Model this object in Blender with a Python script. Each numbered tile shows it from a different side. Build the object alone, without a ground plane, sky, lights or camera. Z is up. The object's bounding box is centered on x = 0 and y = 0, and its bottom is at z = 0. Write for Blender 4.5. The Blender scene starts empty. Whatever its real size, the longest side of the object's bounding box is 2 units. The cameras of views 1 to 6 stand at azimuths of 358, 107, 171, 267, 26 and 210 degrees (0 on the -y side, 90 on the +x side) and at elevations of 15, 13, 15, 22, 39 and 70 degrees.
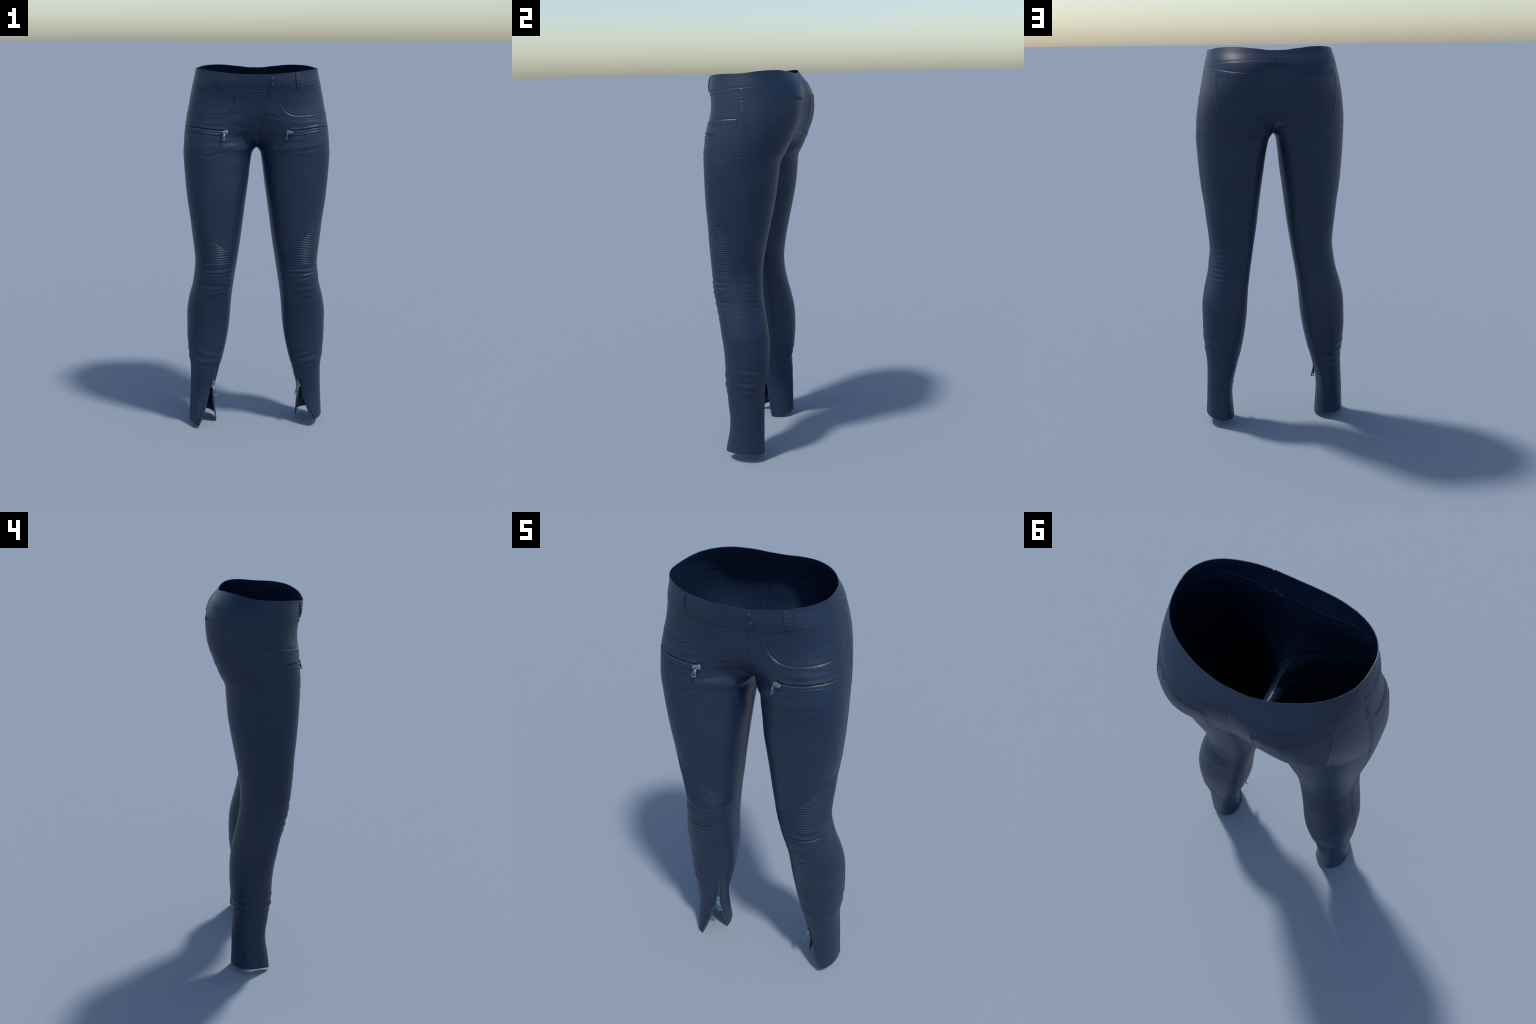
# Skinny leather biker trousers: ribbed knee panels, zip pockets, zipped ankle slits.
import math
import numpy as np

# ------------------------------------------------------------------ body profile
# One half of the trousers is a stack of horizontal sections; each is a closed oval
# (superellipse quadrants) given by its extremes.  Torso sections are cut at x = 0.
#   z     x_in    x_out   y_front y_back
PROFILE = np.array([
    (2.03, 0.000, 0.301, -0.248, 0.145),
    (1.97, 0.000, 0.314, -0.236, 0.186),
    (1.92, 0.000, 0.326, -0.230, 0.222),
    (1.87, 0.000, 0.338, -0.215, 0.236),
    (1.80, 0.000, 0.352, -0.206, 0.234),
    (1.73, 0.000, 0.365, -0.213, 0.218),
    (1.66, 0.000, 0.375, -0.221, 0.188),
    (1.60, 0.000, 0.379, -0.228, 0.161),
    (1.56, 0.023, 0.381, -0.229, 0.138),
    (1.50, 0.032, 0.379, -0.230, 0.129),
    (1.40, 0.044, 0.373, -0.230, 0.117),
    (1.30, 0.058, 0.364, -0.227, 0.098),
    (1.20, 0.071, 0.350, -0.223, 0.076),
    (1.12, 0.081, 0.342, -0.221, 0.059),
    (1.05, 0.091, 0.334, -0.219, 0.047),
    (0.98, 0.102, 0.329, -0.215, 0.040),
    (0.91, 0.113, 0.335, -0.209, 0.041),
    (0.84, 0.124, 0.346, -0.194, 0.051),
    (0.76, 0.135, 0.367, -0.174, 0.067),
    (0.68, 0.142, 0.381, -0.160, 0.081),
    (0.60, 0.149, 0.383, -0.147, 0.085),
    (0.52, 0.161, 0.383, -0.141, 0.082),
    (0.45, 0.175, 0.377, -0.140, 0.074),
    (0.40, 0.187, 0.373, -0.138, 0.065),
    (0.35, 0.202, 0.368, -0.132, 0.060),
    (0.30, 0.215, 0.368, -0.128, 0.062),
    (0.24, 0.230, 0.370, -0.121, 0.061),
    (0.17, 0.238, 0.373, -0.122, 0.061),
    (0.09, 0.234, 0.377, -0.135, 0.060),
    (0.00, 0.226, 0.382, -0.152, 0.062)])[::-1]
CROTCH_Z = 1.582


def spline(x, Y, q):
    """Cubic Hermite through (x, Y) with finite-difference slopes; x ascending."""
    h = np.diff(x)[:, None]
    d = np.diff(Y, axis=0) / h
    m = np.zeros_like(Y)
    m[0], m[-1] = d[0], d[-1]
    m[1:-1] = (d[:-1] * h[1:] + d[1:] * h[:-1]) / (h[1:] + h[:-1])
    i = np.clip(np.searchsorted(x, q) - 1, 0, len(x) - 2)
    hh = np.diff(x)[i][:, None]
    t = ((q - x[i]))[:, None] / hh
    return ((2*t**3 - 3*t**2 + 1) * Y[i] + (t**3 - 2*t**2 + t) * hh * m[i]
            + (-2*t**3 + 3*t**2) * Y[i+1] + (t**3 - t**2) * hh * m[i+1])


def ramp(x, a, b):
    t = np.clip((x - a) / (b - a), 0, 1)
    return t * t * (3 - 2 * t)


# where the ovals lean: x of the front / back extreme, forward shift of the widest point
#   z     x_front x_back  shift
LEAN = np.array([
    (2.03, 0.000, 0.020, -0.036),
    (1.97, 0.020, 0.030, -0.038),
    (1.87, 0.075, 0.110, -0.050),
    (1.80, 0.135, 0.150, -0.054),
    (1.70, 0.215, 0.165, -0.054),
    (1.60, 0.240, 0.180, -0.050),
    (1.50, 0.240, 0.195, -0.045),
    (1.40, 0.240, 0.200, -0.037),
    (1.20, 0.238, 0.205, -0.016),
    (1.00, 0.226, 0.212, 0.0),
    (0.70, 0.268, 0.262, 0.0),
    (0.40, 0.290, 0.282, 0.0),
    (0.00, 0.308, 0.304, 0.0)])[::-1]
# centre line of the torso (x = 0): front and back y
CENTRE = np.array([
    (2.03, -0.252, 0.140),
    (1.97, -0.241, 0.180),
    (1.92, -0.231, 0.211),
    (1.87, -0.219, 0.226),
    (1.84, -0.212, 0.227),
    (1.80, -0.203, 0.222),
    (1.76, -0.194, 0.216),
    (1.72, -0.180, 0.203),
    (1.68, -0.158, 0.181),
    (1.64, -0.122, 0.138),
    (1.60, -0.076, 0.066),
    (1.576, -0.045, 0.040),
    (1.50, -0.055, 0.000),
    (1.20, -0.070, -0.050),
    (0.80, -0.055, -0.045),
    (0.00, -0.035, -0.025)])[::-1]


def section_params(z):
    z = np.asarray(z, float)
    q = z.ravel()
    P = np.concatenate([spline(A[:, 0], A[:, 1:], q) for A in (PROFILE, LEAN, CENTRE)], 1)
    xi, xo, yf, yb, xf, xb, sh, cf, cb = [c.reshape(z.shape) for c in P.T]
    k = ramp(z, 1.85, 1.95)
    cf, cb = cf + (yf - cf) * k, cb + (yb - cb) * k
    # narrow gusset: x_in opens quickly right below the crotch
    xi = np.where(z >= CROTCH_Z, 0.0, np.where(z > 1.50, np.interp(z, [1.50, 1.53, 1.555, 1.568, CROTCH_Z], [0.0320, 0.0270, 0.0215, 0.014, 0.0]), xi))
    return xi, xo, yf, yb, xf, xb, 0.5 * (yf + yb) + sh, cf, cb


def section_xy(t, z):
    """Point of the section at height z; t = 0 front, pi/2 outer side, pi back, -pi/2 and 3pi/2
    the front and rear ends of the inner side (on x = 0 in the torso)."""
    xi, xo, yf, yb, xf, xb, yo, cf, cb = section_params(z)
    front = t < np.pi / 2
    outer = (t >= 0) & (t <= np.pi)
    nfo = 2.15 + 0.38 * ramp(z, 1.5, 1.75) - 0.3 * ramp(z, 1.90, 1.98)
    nbo = 2.0 + 0.30 * ramp(z, 1.86, 1.96)
    nfi = 2.0 + 0.18 * ramp(z, 1.48, 1.35)
    n = np.where(outer, np.where(front, nfo, nbo), np.where(front, nfi, 2.2))
    S = np.abs(np.sin(t)) ** (2 / n)
    C = np.abs(np.cos(t)) ** (2 / n)
    xe = np.where(front, xf, xb)
    ye = np.where(front, yf, yb)
    yc = np.where(outer, yo, np.where(front, cf, cb))
    x = xe + (np.where(outer, xo, xi) - xe) * S
    y = yc + (ye - yc) * C
    # torso: the inner quadrants become a soft valley across the centre line
    u = np.clip(np.where(front, -t, t - np.pi) / (np.pi / 2), 0, 1)
    w = np.where(outer, 0, ramp(z, 1.555, 1.66))
    xs = xe * (1 - u)
    ys = ye + (yc - ye) * (0.5 - 0.5 * np.cos(np.pi * u)) ** 1.35
    return x + (xs - x) * w, y + (ys - y) * w


# ------------------------------------------------------------------ grid
def seg(a, b, step):
    n = max(2, int(round(abs(a - b) / step)))
    return np.linspace(a, b, n, endpoint=False)


ROW_Z = np.concatenate([seg(1.98, 1.60, 0.0022), seg(1.60, CROTCH_Z, 0.003),
                        seg(CROTCH_Z, 1.50, 0.003), seg(1.50, 1.245, 0.005),
                        seg(1.245, 0.90, 0.0016), seg(0.90, 0.74, 0.0028), seg(0.74, 0.46, 0.005),
                        seg(0.46, 0.03, 0.003), [0.03]])
ROW_C = int(np.argmin(np.abs(ROW_Z - CROTCH_Z)))
NO = 340                            # quads around, front-inner to back-inner
NI = 16                             # quads across the gusset strip
SLIT_Z = 0.246                      # top of the open ankle slit
SLIT_T = -0.82


def rim_z(azim):
    """Waist edge height against azimuth from the front (0) to the back (pi)."""
    a = np.array([0, .25, .5, .75, .95, 1.3, 1.55, 1.85, 2.1, 2.35, 2.5, 2.7, 2.9, 3.1416])
    h = np.array([1.960, 1.961, 1.966, 1.972, 1.979, 1.985, 1.986, 1.995, 1.998, 1.996, 1.992, 1.988, 1.983, 1.982])
    return spline(a, h[:, None], np.abs(azim).ravel())[:, 0].reshape(azim.shape)


def hem_z(t, left_leg):
    """Hem height around the ankle (t as in section_xy, unwrapped to -pi..pi)."""
    a = np.array([-math.pi, -2.2, -1.4, 0.3, 0.9, 1.6, 2.4, math.pi])
    h = (np.array([.036, .034, .034, .043, .050, .053, .046, .036]) if not left_leg else
         np.array([.031, .018, .000, .012, .028, .028, .030, .031]))
    return spline(a, h[:, None], t.ravel())[:, 0].reshape(t.shape)


def build_half(left_leg):
    """Base grid for one half (x >= 0).  Returns P (rows, NO+NI+1, 3), T, valid inner rows flag.
    Columns 0..NO outer arc, NO..NO+NI gusset strip (rows >= ROW_C only; last column = column 0)."""
    R = len(ROW_Z)
    M = NO + NI + 1
    z = ROW_Z
    dense = np.linspace(-np.pi / 2, 1.5 * np.pi, 1601)
    T = np.zeros((R, M))
    fr = np.arange(NO + 1) / NO
    fi = np.arange(1, NI + 1) / NI
    for r in range(R):
        zr = z[r]
        ta, tb = -np.pi / 2, 1.5 * np.pi
        m = (dense > ta) & (dense < tb)
        tt = np.concatenate([[ta], dense[m], [tb]])
        xx, yy = section_xy(tt, np.full(tt.shape, zr))
        L = np.concatenate([[0], np.cumsum(np.hypot(np.diff(xx), np.diff(yy)))])
        T[r, :NO + 1] = np.interp(fr * L[-1], L, tt)
        T[r, NO + 1:] = tb
    # the slit column and its opening
    rs = int(np.argmin(np.abs(z - SLIT_Z)))
    js = int(np.argmin(np.abs(T[rs, :NO + 1] - SLIT_T)))
    Tf, Tb = T.copy(), T.copy()
    for r in range(len(z)):
        w = ramp(z[r], SLIT_Z + 0.10, SLIT_Z)            # pull column js exactly on the zip line
        ts = T[r, js]
        tgt = SLIT_T
        k = np.clip((SLIT_Z - z[r]) / (SLIT_Z - 0.04), 0, 1.1)
        te_f = SLIT_T + (0.14 - SLIT_T) * k ** 1.15
        te_b = SLIT_T + (-1.42 - SLIT_T) * k ** 0.9
        lo, hi = -np.pi / 2, np.pi
        def warp(tt, a, anchor, b):
            return np.where(tt >= a, b + (tt - a) * (anchor - b) / (anchor - a), b + (tt - a))
        ef = ts + (te_f - ts) * w
        eb = ts + (te_b - ts) * w
        t = T[r]
        # front side: js .. back (t = pi)
        Tf[r] = np.where((t >= ts) & (t <= np.pi), ef + (t - ts) * (np.pi - ef) / (np.pi - ts), t)
        # rear side: columns with t < ts or beyond the back, expressed as t - 2pi for t > pi
        tw = np.where(t > np.pi, t - 2 * np.pi, t)
        Tb[r] = np.where(tw <= ts, -np.pi + (tw + np.pi) * (eb + np.pi) / (ts + np.pi), tw)
        Tb[r] = np.where(((np.arange(M) > NO // 2) & (Tb[r] < 0)) | (Tb[r] < -np.pi / 2 - 1e-6), Tb[r] + 2 * np.pi, Tb[r])
    Tc = np.where((np.arange(M)[None, :] >= js) & (T <= np.pi), Tf, Tb)
    # heights
    X, Y = section_xy(Tc, z[:, None] + 0 * Tc)
    Z = z[:, None] + 0 * Tc
    az = np.arctan2(np.maximum(X, 0), -Y)
    zt = rim_z(az[0:1] + 0 * az)
    k = np.clip((Z - 1.84) / (1.98 - 1.84), 0, 1)
    Z = np.where(k > 0, 1.84 + k * (zt - 1.84), Z)
    tu = np.where(Tc > np.pi, Tc - 2 * np.pi, Tc)
    zh = hem_z(tu, left_leg)
    k = np.clip((0.16 - Z) / (0.16 - 0.03), 0, 1)
    Zl = np.where(k > 0, Z + k * (zh - 0.03), Z)
    # second edge of the slit (column js seen from the rear side)
    def at(Tq, Zq):
        x, y = section_xy(Tq, Zq)
        return x, y
    X, Y = at(Tc, Zl)
    top = np.arange(R)[:, None] <= ROW_C
    X = np.where(top, np.maximum(X, 0), X)
    X[:ROW_C + 1, 0] = 0
    X[:ROW_C + 1, NO] = 0
    X[ROW_C, NO:] = 0
    # never let the two halves touch below the crotch
    below = np.clip((CROTCH_Z - Zl) / 0.03, 0, 1)
    X = np.where(~top, np.maximum(X, 0.022 * below ** 0.7), X)
    P = np.stack([X, Y, Zl], -1)
    # gusset strip: straight from the rear end of the inner side to its front end
    P[:, NO:] = P[:, NO:NO + 1] + (P[:, 0:1] - P[:, NO:NO + 1]) * (np.arange(NI + 1) / NI)[None, :, None]
    # rear copy of slit edge
    tse = Tb[:, js].copy()
    for r in range(R):
        pass
    ts_rear = np.array([T[r, js] + ((SLIT_T + (-1.42 - SLIT_T) * np.clip((SLIT_Z - z[r]) / (SLIT_Z - 0.04), 0, 1.1) ** 0.9) - T[r, js]) * ramp(z[r], SLIT_Z + 0.10, SLIT_Z) for r in range(R)])
    zr = z + np.clip((0.16 - z) / 0.13, 0, 1) * (hem_z(ts_rear, left_leg) - 0.03)
    xr, yr = section_xy(ts_rear, zr)
    rear = np.stack([xr, yr, zr], -1)
    return P, Tc, rear, js, rs


# ------------------------------------------------------------------ whole surface
def vertex_normals(V, F):
    a, b, c, d = (V[F[:, i]] for i in range(4))
    n = np.cross(c - a, d - b)
    N = np.zeros_like(V)
    for i in range(4):
        for k in range(3):
            N[:, k] += np.bincount(F[:, i], weights=n[:, k], minlength=len(V))
    return N / np.maximum(np.linalg.norm(N, axis=1, keepdims=True), 1e-12)


class Cloth:
    """The trousers as one welded quad surface, with surface coordinates per vertex."""

    def __init__(self):
        V, S, T, H, CC, BB = [], [], [], [], [], []
        faces, fhalf = [], []
        bound = []                         # open edges (vertex id pairs) for the thickness rim
        R, M = len(ROW_Z), NO + NI + 1
        ids0 = None
        self.grid = []
        for half in (0, 1):                # 0: +x, 1: -x
            P, t, rear, js, rs = build_half(half == 1)
            if half:
                P = P * [-1, 1, 1]
                rear = rear * [-1, 1, 1]
            L = np.concatenate([np.zeros((R, 1)), np.cumsum(np.linalg.norm(np.diff(P, axis=1), axis=2), 1)], 1)
            s = np.empty_like(L)
            for r in range(R):
                j0 = js if r > rs - 40 else 0
                j1 = NO // 2 + 20
                s[r] = L[r] - np.interp(0.0, t[r, j0:j1], L[r, j0:j1])
            ids = -np.ones((R, M), int)
            base = len(V) and sum(len(v) for v in V)
            use = np.ones((R, M), bool)
            use[:ROW_C, NO + 1:] = False
            use[:, M - 1] = False
            if half:
                weld = np.zeros((R, M), bool)
                weld[:ROW_C + 1, 0] = weld[:ROW_C + 1, NO] = True
                weld[ROW_C, NO:] = True
                use &= ~weld
            ids[use] = base + np.arange(use.sum())
            if half:
                ids[weld] = ids0[weld]
            ids[ROW_C + 1:, M - 1] = ids[ROW_C + 1:, 0]
            ids[ROW_C, M - 1] = ids[ROW_C, 0]
            V.append(P[use]); CC.append(L[use]); BB.append((L[:, NO:NO + 1] - L)[use]); S.append(s[use]); T.append(t[use]); H.append(np.full(use.sum(), half))
            base = sum(len(v) for v in V)
            rr = np.arange(rs + 1, R)
            rid = ids[:, js].copy()
            rid[rr] = base + np.arange(len(rr))
            V.append(rear[rr]); CC.append(L[rr, js - 1]); BB.append((L[:, NO] - L[:, js - 1])[rr]); S.append(s[rr, js - 1]); T.append(t[rr, js - 1]); H.append(np.full(len(rr), half))
            a, b, c, d = ids[:-1, :-1].copy(), ids[1:, :-1].copy(), ids[1:, 1:].copy(), ids[:-1, 1:].copy()
            d[:, js - 1] = rid[:-1]
            c[:, js - 1] = rid[1:]
            F = np.stack([a, b, c, d], -1)
            ok = np.ones(a.shape, bool)
            ok[:ROW_C, NO:] = False
            F = F[ok]
            if half:
                F = F[:, ::-1]
            faces.append(F); fhalf.append(np.full(len(F), half))
            fl = (lambda e: e[:, ::-1]) if half else (lambda e: e)
            top = np.stack([ids[0, :NO], ids[0, 1:NO + 1]], 1)
            bot = np.stack([ids[R - 1, :-1], ids[R - 1, 1:]], 1)
            bot[js - 1, 1] = rid[R - 1]
            sf = np.stack([ids[rs:-1, js], ids[rs + 1:, js]], 1)
            sr = np.stack([rid[rs:-1], rid[rs + 1:]], 1)
            bound += [fl(top[:, ::-1]), fl(bot), fl(sf[:, ::-1]), fl(sr)]
            if not half:
                ids0 = ids
            self_js, self_rs = js, rs
            self.grid.append(ids[:, :NO + 1].copy())
            setattr(self, 'ids%d' % half, ids); setattr(self, 'rid%d' % half, rid)
        self.js, self.rs = self_js, self_rs
        self.V = np.concatenate(V); self.s = np.concatenate(S); self.t = np.concatenate(T)
        self.c = np.concatenate(CC); self.b = np.concatenate(BB)      # distance from front / back centre line
        self.half = np.concatenate(H); self.F = np.concatenate(faces); self.fhalf = np.concatenate(fhalf)
        self.bound = np.concatenate(bound)
        self.smooth_gusset()
        self.N = vertex_normals(self.V, self.F)

    def smooth_gusset(self):
        V, F = self.V, self.F
        near = np.linalg.norm((V - [0, -0.03, 1.58]) / [0.05, 0.16, 0.05], axis=1)
        w = 1 - ramp(near, 0.5, 1.6)
        E = np.concatenate([F[:, [0, 1]], F[:, [1, 2]], F[:, [2, 3]], F[:, [3, 0]]])
        E = E[(w[E[:, 0]] > 0) | (w[E[:, 1]] > 0)]
        E = np.concatenate([E, E[:, ::-1]])
        deg = np.bincount(E[:, 0], minlength=len(V)).astype(float)
        for it in range(25):
            A = np.stack([np.bincount(E[:, 0], weights=V[E[:, 1], k], minlength=len(V)) for k in range(3)], 1)
            m = deg > 0
            V[m] += (0.5 * w[m])[:, None] * (A[m] / deg[m][:, None] - V[m])
        self.V = V

    def locate(self, half, coord, q, z):
        """Fractional (row, column) where surface coordinate coord ('s', 'c', 'b') = q at height z."""
        G = self.grid[half]
        Q = getattr(self, coord)
        if not hasattr(self, 'V0'):
            self.V0 = self.V.copy()
        r = np.interp(-z, -ROW_Z, np.arange(len(ROW_Z)))
        col = 0.0
        for it in range(4):
            i = int(np.clip(round(r), 0, len(ROW_Z) - 1))
            g = G[i]
            qq = Q[g] * (-1 if coord == 'b' else 1)
            if half == 1 and i <= ROW_C:          # welded centre columns carry the other half's values
                qq = qq.copy()
            col = np.interp(q * (-1 if coord == 'b' else 1), qq, np.arange(NO + 1))
            zc = self.V0[g[int(round(col))], 2]
            zr = np.interp(-(ROW_Z[i] + z - zc), -ROW_Z, np.arange(len(ROW_Z)))
            if abs(zr - r) < 1e-3:
                break
            r = zr
        return float(np.clip(r, 0, len(ROW_Z) - 1.001)), float(np.clip(col, 0, NO - 0.001))

    def sample(self, half, coord, q, z):
        r, col = self.locate(half, coord, q, z)
        i, j = int(r), int(col)
        a, b = r - i, col - j
        G = self.grid[half]
        k = [G[i, j], G[i, j + 1], G[i + 1, j], G[i + 1, j + 1]]
        w = [(1 - a) * (1 - b), (1 - a) * b, a * (1 - b), a * b]
        p = sum(x * self.V[y] for x, y in zip(w, k))
        n = sum(x * self.N[y] for x, y in zip(w, k))
        return p, n / np.linalg.norm(n)


# ------------------------------------------------------------------ tailoring: lines on the cloth
# All lines are drawn in surface coordinates (distance in metres along the cloth, height z):
#   c: from the front centre line   b: from the back centre line   s: from the front of the thigh
def curve(pts, n=10):
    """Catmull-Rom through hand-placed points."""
    p = np.asarray(pts, float)
    q = np.vstack([2 * p[0] - p[1], p, 2 * p[-1] - p[-2]])
    out = []
    for i in range(1, len(q) - 2):
        t = np.linspace(0, 1, n, endpoint=False)[:, None]
        a, b, c, d = q[i-1], q[i], q[i+1], q[i+2]
        out.append(0.5 * (2*b + (c-a)*t + (2*a-5*b+4*c-d)*t**2 + (3*b-a-3*c+d)*t**3))
    return np.vstack(out + [p[-1:]])


def line_field(x, y, pts, reach):
    """Distance to a polyline, side (+ left of its direction) and run length, for points within reach."""
    D = np.full(x.shape, 9.0); SD = np.full(x.shape, 9.0); A = np.zeros(x.shape)
    m = np.where((x > pts[:, 0].min() - reach) & (x < pts[:, 0].max() + reach) &
                 (y > pts[:, 1].min() - reach) & (y < pts[:, 1].max() + reach))[0]
    if not len(m):
        return D, SD, A
    X, Y = x[m], y[m]
    d = np.full(len(m), 9.0); sd = d.copy(); ar = np.zeros(len(m)); run = 0.0
    for (x0, y0), (x1, y1) in zip(pts[:-1], pts[1:]):
        dx, dy = x1 - x0, y1 - y0
        L = math.hypot(dx, dy)
        t = np.clip(((X - x0) * dx + (Y - y0) * dy) / (L * L), 0, 1)
        ex, ey = X - x0 - t * dx, Y - y0 - t * dy
        dd = np.hypot(ex, ey)
        k = dd < d
        cr = np.where(dx * ey - dy * ex >= 0, 1.0, -1.0)
        d[k], sd[k], ar[k] = dd[k], (dd * cr)[k], (run + t * L)[k]
        run += L
    D[m], SD[m], A[m] = d, sd, ar
    return D, SD, A


def inside(x, y, poly):
    r = np.zeros(x.shape, bool)
    p = np.asarray(poly)
    for (x0, y0), (x1, y1) in zip(p, np.roll(p, -1, 0)):
        if y0 == y1:
            continue
        k = ((y0 > y) != (y1 > y)) & (x < (x1 - x0) * (y - y0) / (y1 - y0) + x0)
        r ^= k
    return r


def noise2(x, y):
    """Smooth value noise in -1..1."""
    i, j = np.floor(x).astype(np.int64), np.floor(y).astype(np.int64)
    u, v = x - i, y - j
    u, v = u * u * (3 - 2 * u), v * v * (3 - 2 * v)
    def hsh(a, b):
        k = (a * 374761393 + b * 668265263) & 0xFFFFFFFF
        k = ((k ^ (k >> 13)) * 1274126177) & 0xFFFFFFFF
        return ((k ^ (k >> 16)) & 0xFFFF) / 32767.5 - 1.0
    return ((hsh(i, j) * (1 - u) + hsh(i + 1, j) * u) * (1 - v) + (hsh(i, j + 1) * (1 - u) + hsh(i + 1, j + 1) * u) * v)


def bump(d, w):
    return np.exp(-(d / w) ** 2)


def sstep(d, w):
    return 0.5 + 0.5 * np.tanh(d / w)


def pucker(a, pitch=0.0115):
    amp = 0.45 + 0.55 * np.sin(a * 83.0 + 2.0 * np.sin(a * 31.0)) + 0.3 * np.sin(a * 211.0)
    return amp * np.sin(2 * np.pi * a / pitch + 2.0 * np.sin(a * 61.0) + 1.4 * np.sin(a * 23.0 + 1.0))


WAIST_SEAM = curve([(-0.02, 1.868), (0.094, 1.871), (0.185, 1.887), (0.256, 1.900), (0.346, 1.9095), (0.447, 1.9205),
                    (0.53, 1.926), (0.64, 1.931), (0.735, 1.937), (0.80, 1.9395), (0.90, 1.9397)])
FLY = curve([(0.091, 1.975), (0.091, 1.892), (0.076, 1.877), (0.058, 1.867), (0.045, 1.842), (0.039, 1.80),
             (0.036, 1.75), (0.024, 1.69), (0.004, 1.652), (-0.014, 1.641), (-0.007, 1.61), (0.0, 1.58)])
FLY_STITCH = curve([(-0.020, 1.868), (-0.018, 1.80), (-0.025, 1.735), (-0.034, 1.675)])
POCKET = curve([(0.115, 1.872), (0.116, 1.82), (0.131, 1.787), (0.162, 1.763), (0.206, 1.754), (0.26, 1.7565),
                (0.314, 1.7625), (0.38, 1.769), (0.435, 1.772), (0.476, 1.7735)])
SLOT = curve([(0.166, 1.681), (0.198, 1.683), (0.235, 1.686), (0.282, 1.6925), (0.316, 1.6965), (0.353, 1.6975), (0.402, 1.699)])
SIDE_SEAM = curve([(0.410, 1.925), (0.372, 1.84), (0.326, 1.77), (0.298, 1.70), (0.291, 1.61), (0.283, 1.52), (0.257, 1.37),
                   (0.228, 1.24), (0.201, 1.04), (0.196, 0.93), (0.190, 0.80), (0.185, 0.60), (0.177, 0.47), (0.150, 0.30),
                   (0.1425, 0.115), (0.142, 0.02)])
INNER_SEAM = curve([(0.004, 1.56), (0.008, 1.40), (0.022, 1.20), (0.048, 0.92), (0.052, 0.63), (0.050, 0.49), (0.030, 0.34),
                    (0.010, 0.19), (0.006, 0.02)])
BACK_POCKET_TOP = curve([(0.071, 1.8725), (0.14, 1.8775), (0.229, 1.884), (0.340, 1.896)])
BACK_POCKET = np.array([(0.071, 1.8725), (0.14, 1.8775), (0.229, 1.884), (0.340, 1.896), (0.333, 1.81), (0.305, 1.69),
                        (0.204, 1.645), (0.072, 1.684), (0.068, 1.78)])
BACK_SEAM = curve([(0.002, 1.94), (0.002, 1.80), (0.002, 1.62)])
KNEE_TOP = curve([(0.207, 1.228), (0.150, 1.232), (0.122, 1.230), (0.0956, 1.210), (0.06, 1.178), (0.0145, 1.137),
                  (-0.028, 1.0965), (-0.08, 1.056), (-0.150, 1.028), (-0.200, 1.018)])
KNEE = np.vstack([KNEE_TOP, [(-0.205, 0.948), (-0.12, 0.962), (-0.05, 0.972), (0.05, 0.975), (0.200, 0.977)]])
RIB = 0.0097

# soft folds: (coordinate, half or None, [(q, z), ...], height, width); + ridge with a crease below
FOLDS = [
    ('c', None, [(0.09, 1.626), (0.17, 1.620), (0.25, 1.620), (0.34, 1.628)], -0.0014, 0.010),
    ('c', None, [(0.10, 1.605), (0.20, 1.596), (0.30, 1.600)], 0.0009, 0.014),
    ('c', 1, [(0.22, 1.585), (0.28, 1.565), (0.335, 1.552), (0.39, 1.572)], -0.0018, 0.007),
    ('c', 0, [(0.26, 1.578), (0.33, 1.584), (0.40, 1.600)], -0.0018, 0.008),
    ('c', 1, [(0.00, 1.689), (0.06, 1.694), (0.13, 1.699)], -0.0022, 0.009),
    ('c', 0, [(0.00, 1.689), (0.06, 1.700), (0.12, 1.702)], -0.0018, 0.009),
    ('c', 0, [(0.03, 1.757), (0.07, 1.752), (0.12, 1.744)], -0.0014, 0.008),
    ('c', 1, [(0.05, 1.742), (0.10, 1.735), (0.15, 1.73)], 0.0014, 0.010),
    ('c', None, [(0.15, 1.727), (0.23, 1.722), (0.32, 1.728)], 0.0020, 0.010),
]
# front-of-knee folds (s, z), back-of-knee folds, ankle folds
KNEE_FOLDS = {0: [0.953, 0.927, 0.903, 0.8775, 0.846, 0.815, 0.775], 1: [0.950, 0.9257, 0.903, 0.880, 0.856, 0.826, 0.800, 0.764]}


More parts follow.
